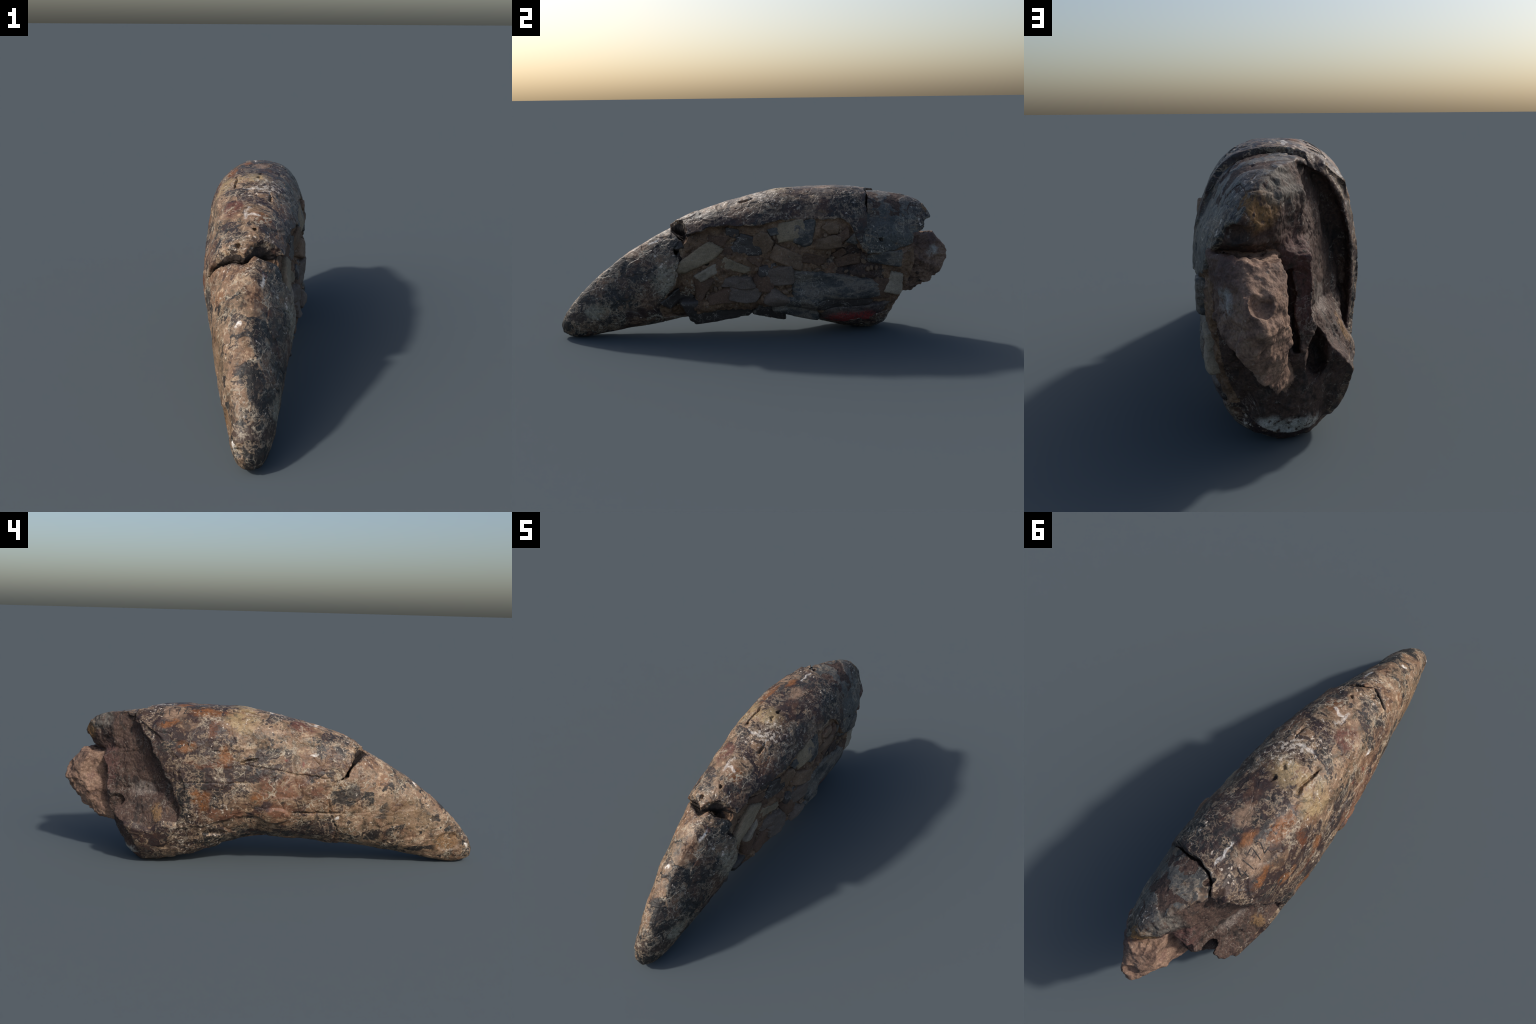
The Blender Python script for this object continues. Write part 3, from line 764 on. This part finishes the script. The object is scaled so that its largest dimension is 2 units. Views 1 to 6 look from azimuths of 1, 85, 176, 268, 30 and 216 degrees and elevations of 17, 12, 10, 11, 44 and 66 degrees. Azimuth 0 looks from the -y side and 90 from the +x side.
def fragment(name, c, L, Wd, ang, thick, kind, seed, corners=7, sink=.0, flat=False, sub=72):
    """an angular chip lying on the curved side: c on the surface, L x Wd, turned by ang, standing `thick` proud of its bed"""
    r = np.random.default_rng(seed)
    c = c0 = np.array(c, float)[None]
    for _ in range(4):
        c = c - body_normal(c) * bed(c)[:, None]
    n = body_normal(c)[0]
    if flat:
        n = np.array(flat) / np.linalg.norm(flat); c = c0
    t = np.array([0, 1, 0]) - n * n[1]; t /= np.linalg.norm(t)
    b = np.cross(n, t); b = b if b[2] > 0 else -b
    ca, sa = math.cos(math.radians(ang)), math.sin(math.radians(ang))
    a0 = np.linspace(0, 2 * np.pi, sub, endpoint=False)
    th = np.arctan2(np.sin(a0) * Wd, np.cos(a0) * L) + 0.0
    dirs = np.stack([np.cos(th), np.sin(th)], -1)
    if corners >= 8:                                                # rounded pebble
        planes = [(p_, (L if abs(math.cos(p_)) > .7 else Wd) / 2 * r.uniform(.85, 1)) for p_ in np.arange(corners) / corners * 2 * np.pi]
    else:
        e_ = lambda k: math.radians(r.uniform(-k, k))
        planes = [(math.pi / 2 + e_(9), Wd / 2 * r.uniform(.85, 1)), (-math.pi / 2 + e_(9), Wd / 2 * r.uniform(.85, 1)),
                  (e_(32), L / 2), (math.pi + e_(32), L / 2)]
        for _ in range(max(corners - 4, 0)):                         # snapped corners
            q_ = r.uniform(0, 2 * math.pi)
            planes.append((q_, (abs(math.cos(q_)) * L + abs(math.sin(q_)) * Wd) / 2 * r.uniform(.66, .84)))
    rr = np.full(sub, 9.0)
    for p_, d_ in planes:
        cs_ = dirs @ np.array([math.cos(p_), math.sin(p_)])
        rr = np.minimum(rr, np.where(cs_ > .03, d_ / np.maximum(cs_, .03), 9))
    rr = np.convolve(np.r_[rr[-1:], rr, rr[:1]], [.12, .76, .12], "valid") * (1 + .022 * r.standard_normal(sub))
    ux, uy = rr * dirs[:, 0], rr * dirs[:, 1]
    rings = [(.15, 1.0), (.35, 1.0), (.55, .99), (.72, .97), (.85, .93), (.94, .82), (1.0, .5), (1.03, .0), (1.04, -1.2)]
    P = [np.zeros((1, 3))]; hts = [np.array([1.0])]
    tilt = r.uniform(-.4, .4, 2) * (.3 if flat or "plate" in name else 1)
    thick = thick * (1 if flat or "plate" in name else r.uniform(.75, 1.3))
    for f, hh in rings:
        u, v = ux * f, uy * f
        P.append(np.stack([u, v, 0 * u], -1)); hts.append(np.full(sub, hh) + (tilt[0] * np.cos(th) + tilt[1] * np.sin(th)) * f * (hh > 0))
    P = np.concatenate(P); hts = np.concatenate(hts)
    u, v = P[:, 0] * ca - P[:, 1] * sa, P[:, 0] * sa + P[:, 1] * ca
    X = c + u[:, None] * t + v[:, None] * b
    for _ in range(3):
        X = X - n * np.clip(bed(X), -.03, .03)[:, None] * (0 if flat else .9)
    nn_ = n[None].repeat(len(X), 0) if flat else body_normal(X) * .5 + n * .5
    nn_ /= np.linalg.norm(nn_, axis=1)[:, None]
    hgt = hts * thick - .016 + sink
    hgt = hgt + (hts > .3) * (.0035 * noise(X, 26, seed) + .0018 * noise(X * (1, .5, 1), 70, seed + 1))
    X = X + nn_ * hgt[:, None]
    faces = [(0, 1 + (k + 1) % sub, 1 + k) for k in range(sub)]
    for j in range(len(rings) - 1):
        a0, b0 = 1 + j * sub, 1 + (j + 1) * sub
        faces += [(a0 + k, a0 + (k + 1) % sub, b0 + (k + 1) % sub, b0 + k) for k in range(sub)]
    # winding: make outward
    f0 = faces[0]
    nf = np.cross(X[f0[1]] - X[f0[0]], X[f0[2]] - X[f0[0]])
    if nf @ n < 0:
        faces = [f[::-1] for f in faces]
    ob = add_mesh(name, X, faces, FRAG[kind])
    return ob

chips = [  # name, centre, length, width, turn, thickness, look, corners
    ("bone_splinter", (.118, -.298, .404), .235, .088, 27, .034, "cream", 6), ("bone_splinter", (.136, -.246, .337), .11, .055, 22, .030, "pale", 4),
    ("bone_splinter", (.154, -.106, .369), .15, .055, -18, .020, "cream", 5), ("bone_splinter", (.160, -.095, .291), .14, .05, 9, .028, "grey", 4),
    ("bone_splinter", (.144, -.163, .225), .17, .055, 14, .022, "brown", 5), ("bone_splinter", (.161, -.055, .239), .16, .062, 4, .030, "grey", 5),
    ("bone_splinter", (.186, .034, .284), .11, .09, 0, .026, "brown", 8), ("bone_splinter", (.205, .114, .323), .14, .10, 8, .026, "grey", 4),
    ("bone_splinter", (.170, .098, .212), .12, .09, -30, .026, "grey", 5), ("bone_splinter", (.081, -.390, .478), .06, .08, 60, .018, "dark", 8),
    ("bone_splinter", (.139, -.394, .208), .15, .08, 18, .024, "dark", 5), ("bone_splinter", (.168, -.042, .484), .13, .11, -12, .020, "dark", 5),
    ("bone_splinter", (.189, .028, .491), .12, .115, 30, .023, "tan", 8), ("bone_splinter", (.214, .141, .424), .20, .09, -16, .028, "tan", 6),
    ("bone_splinter", (.193, .171, .555), .15, .11, 5, .018, "cream", 5), ("bone_splinter", (.199, .233, .536), .10, .13, 20, .019, "mottled", 5),
    ("bone_splinter", (.190, .369, .555), .095, .06, -8, .018, "tan", 9), ("bone_splinter", (.210, .357, .489), .13, .075, 8, .022, "tan", 6),
    ("bone_splinter", (.211, .649, .400), .17, .075, -6, .032, "mottled", 6), ("bone_splinter", (.129, -.120, .539), .08, .045, -24, .018, "dark", 5),
    ("bone_splinter", (.186, .082, .552), .055, .045, 10, .019, "mottled", 5), ("bone_splinter", (.199, .052, .351), .11, .055, 14, .019, "dark", 5),
    ("bone_splinter", (.185, .70, .262), .085, .14, -24, .022, "pale", 6), ("bone_splinter", (.146, -.280, .257), .07, .13, -12, .020, "brown", 5),
    ("bone_splinter", (.210, .42, .43), .06, .04, 30, .017, "brown", 5), ("bone_splinter", (.110, -.192, .496), .09, .05, -20, .018, "brown", 5),
    ("bone_splinter", (.22, .283, .402), .12, .05, -8, .017, "brown", 5), ("bone_splinter", (.218, .465, .396), .14, .06, 12, .016, "brown", 6),
    ("bone_splinter", (.204, .421, .513), .09, .05, 35, .017, "brown", 5), ("bone_splinter", (.129, -.158, .435), .09, .06, 10, .017, "brown", 5),
    ("bone_splinter", (.185, -.009, .404), .10, .06, -25, .018, "brown", 6), ("bone_splinter", (.203, .512, .52), .10, .06, 40, .018, "mottled", 5),
    
    
    ("enamel_plate", (.205, .38, .252), .46, .13, -3, .024, "mottled", 5), ("enamel_plate", (.168, .227, .180), .16, .10, -12, .024, "mottled", 5),
    ("enamel_plate", (.187, .40, .170), .36, .075, 2, .020, "dark", 5), ("enamel_plate", (.160, .50, .105), .33, .11, 2, .022, "red", 5),
    ("enamel_plate", (.078, .28, .075), .28, .10, -14, .022, "mottled", 5),
    ("enamel_plate", (.205, .62, .235), .13, .11, 0, .018, "brown", 5),
]
for k, (nm, c, L, Wd, ang, th, kind, cn) in enumerate(chips):
    fragment(nm, c, L, Wd, ang, th, kind, 100 + k, cn)
# the long dark plate that hangs below the lower edge behind the tip
fragment("enamel_plate", (.112, -.178, .136), .33, .15, 4, .036, "dark", 7, 4, sink=-.016, flat=(.926, 0, -.377))

fragment("enamel_plate", (.178, .175, .165), .24, .115, -8, .034, "mottled", 41, 5, sink=-.012, flat=(1, 0, -.25))
fragment("enamel_plate", (.135, .075, .14), .15, .11, -4, .034, "dark", 43, 4, sink=-.012, flat=(.94, 0, -.35))

# crumbs too small to lift out singly, joined into one part
def crumbs(count, seed):
    r = np.random.default_rng(seed)
    y = r.uniform(-.38, .66, count * 3); z = r.uniform(.14, .57, count * 3)
    P = np.stack([np.full(len(y), .2), y, z], -1)
    for _ in range(5):
        P[:, 0] -= bed(P) * .9
    P = P[pocket(P) > .012][:count]
    n = body_normal(P)
    V, F = [], []
    for p, nm in zip(P, n):
        t = r.standard_normal(3); t -= nm * (t @ nm); t /= np.linalg.norm(t); b = np.cross(nm, t)
        a, w, h = r.uniform(.008, .022), r.uniform(.006, .013), r.uniform(.004, .010)
        k = r.integers(5, 8); th = (np.arange(k) + r.uniform(-.25, .25, k)) / k * 2 * np.pi
        base = len(V)
        for s_, hh in ((1.05, -.022), (1.0, -.010), (.72, h - .014)):
            for q in th:
                V.append(p + t * a * s_ * math.cos(q) + b * w * s_ * math.sin(q) + nm * hh)
        V.append(p + nm * (h - .0125))
        for j in range(2):
            for i in range(k):
                F.append((base + j * k + i, base + j * k + (i + 1) % k, base + (j + 1) * k + (i + 1) % k, base + (j + 1) * k + i))
        F += [(base + 2 * k + i, base + 2 * k + (i + 1) % k, base + 3 * k) for i in range(k)]
    ob = add_mesh("rock_crumbs", np.array(V), F, FRAG["tan"])
    ob.data.polygons.foreach_set("use_smooth", np.zeros(len(ob.data.polygons), bool))
    ob["kind"] = "stuff"

crumbs(170, 9)

# ------------------------------------------------------------------ handwritten find number in ink on the upper flank: 4172
from mathutils.bvhtree import BVHTree
from mathutils import Vector
bvh = BVHTree.FromPolygons(verts.tolist(), quads[cen[:, 2] > .6].tolist())
ink = Nodes("faded_ink")
ink_mat = ink.finish(ink.ramp(ink.noise(60, 4, .6), [(.42, (.022, .02, .02)), (.55, (.045, .038, .034)), (.66, (.14, .10, .075))]), .6)
glyphs = {"4": [[(.55, 1), (.0, .35), (1, .35)], [(.6, .6), (.55, 0)]], "1": [[(.3, 1), (.35, 0)]],
          "7": [[(0, .95), (.9, 1), (.45, 0)]], "2": [[(.1, .8), (.5, 1), (.75, .7), (.05, .05), (1, .05)]]}

def ink_number(text, start, step, height, width):
    V, F = [], []
    for k, ch in enumerate(text):
        for stroke in glyphs[ch]:
            pts = []
            for (a, b), (c_, d_) in zip(stroke[:-1], stroke[1:]):
                m = 7
                pts += [(a + (c_ - a) * i / m, b + (d_ - b) * i / m) for i in range(m)]
            pts.append(stroke[-1])
            W3 = []
            for a, b in pts:
                q = Vector((start[0] + (b - .5) * height, start[1] - k * step - a * width, .95))
                hit, nm, _, _ = bvh.ray_cast(q, Vector((0, 0, -1)))
                if hit is not None:
                    W3.append((np.array(hit), np.array(nm)))
            if len(W3) < 2:
                continue
            base = len(V)
            for i, (p, nm) in enumerate(W3):
                d = W3[min(i + 1, len(W3) - 1)][0] - W3[max(i - 1, 0)][0]
                s = np.cross(nm, d); s /= np.linalg.norm(s)
                w = .0028 * (1 - .35 * abs(2 * i / (len(W3) - 1) - 1))
                for o, hgt in ((-w, -.003), (-w * .7, .0014), (w * .7, .0014), (w, -.003)):
                    V.append(p + s * o + nm * hgt)
            for i in range(len(W3) - 1):
                for j in range(3):
                    a = base + i * 4 + j
                    F.append((a, a + 1, a + 5, a + 4))
    return add_mesh("ink_number", np.array(V), F, ink_mat)

ink_number("4172", (-.098, .525), .036, .045, .026)
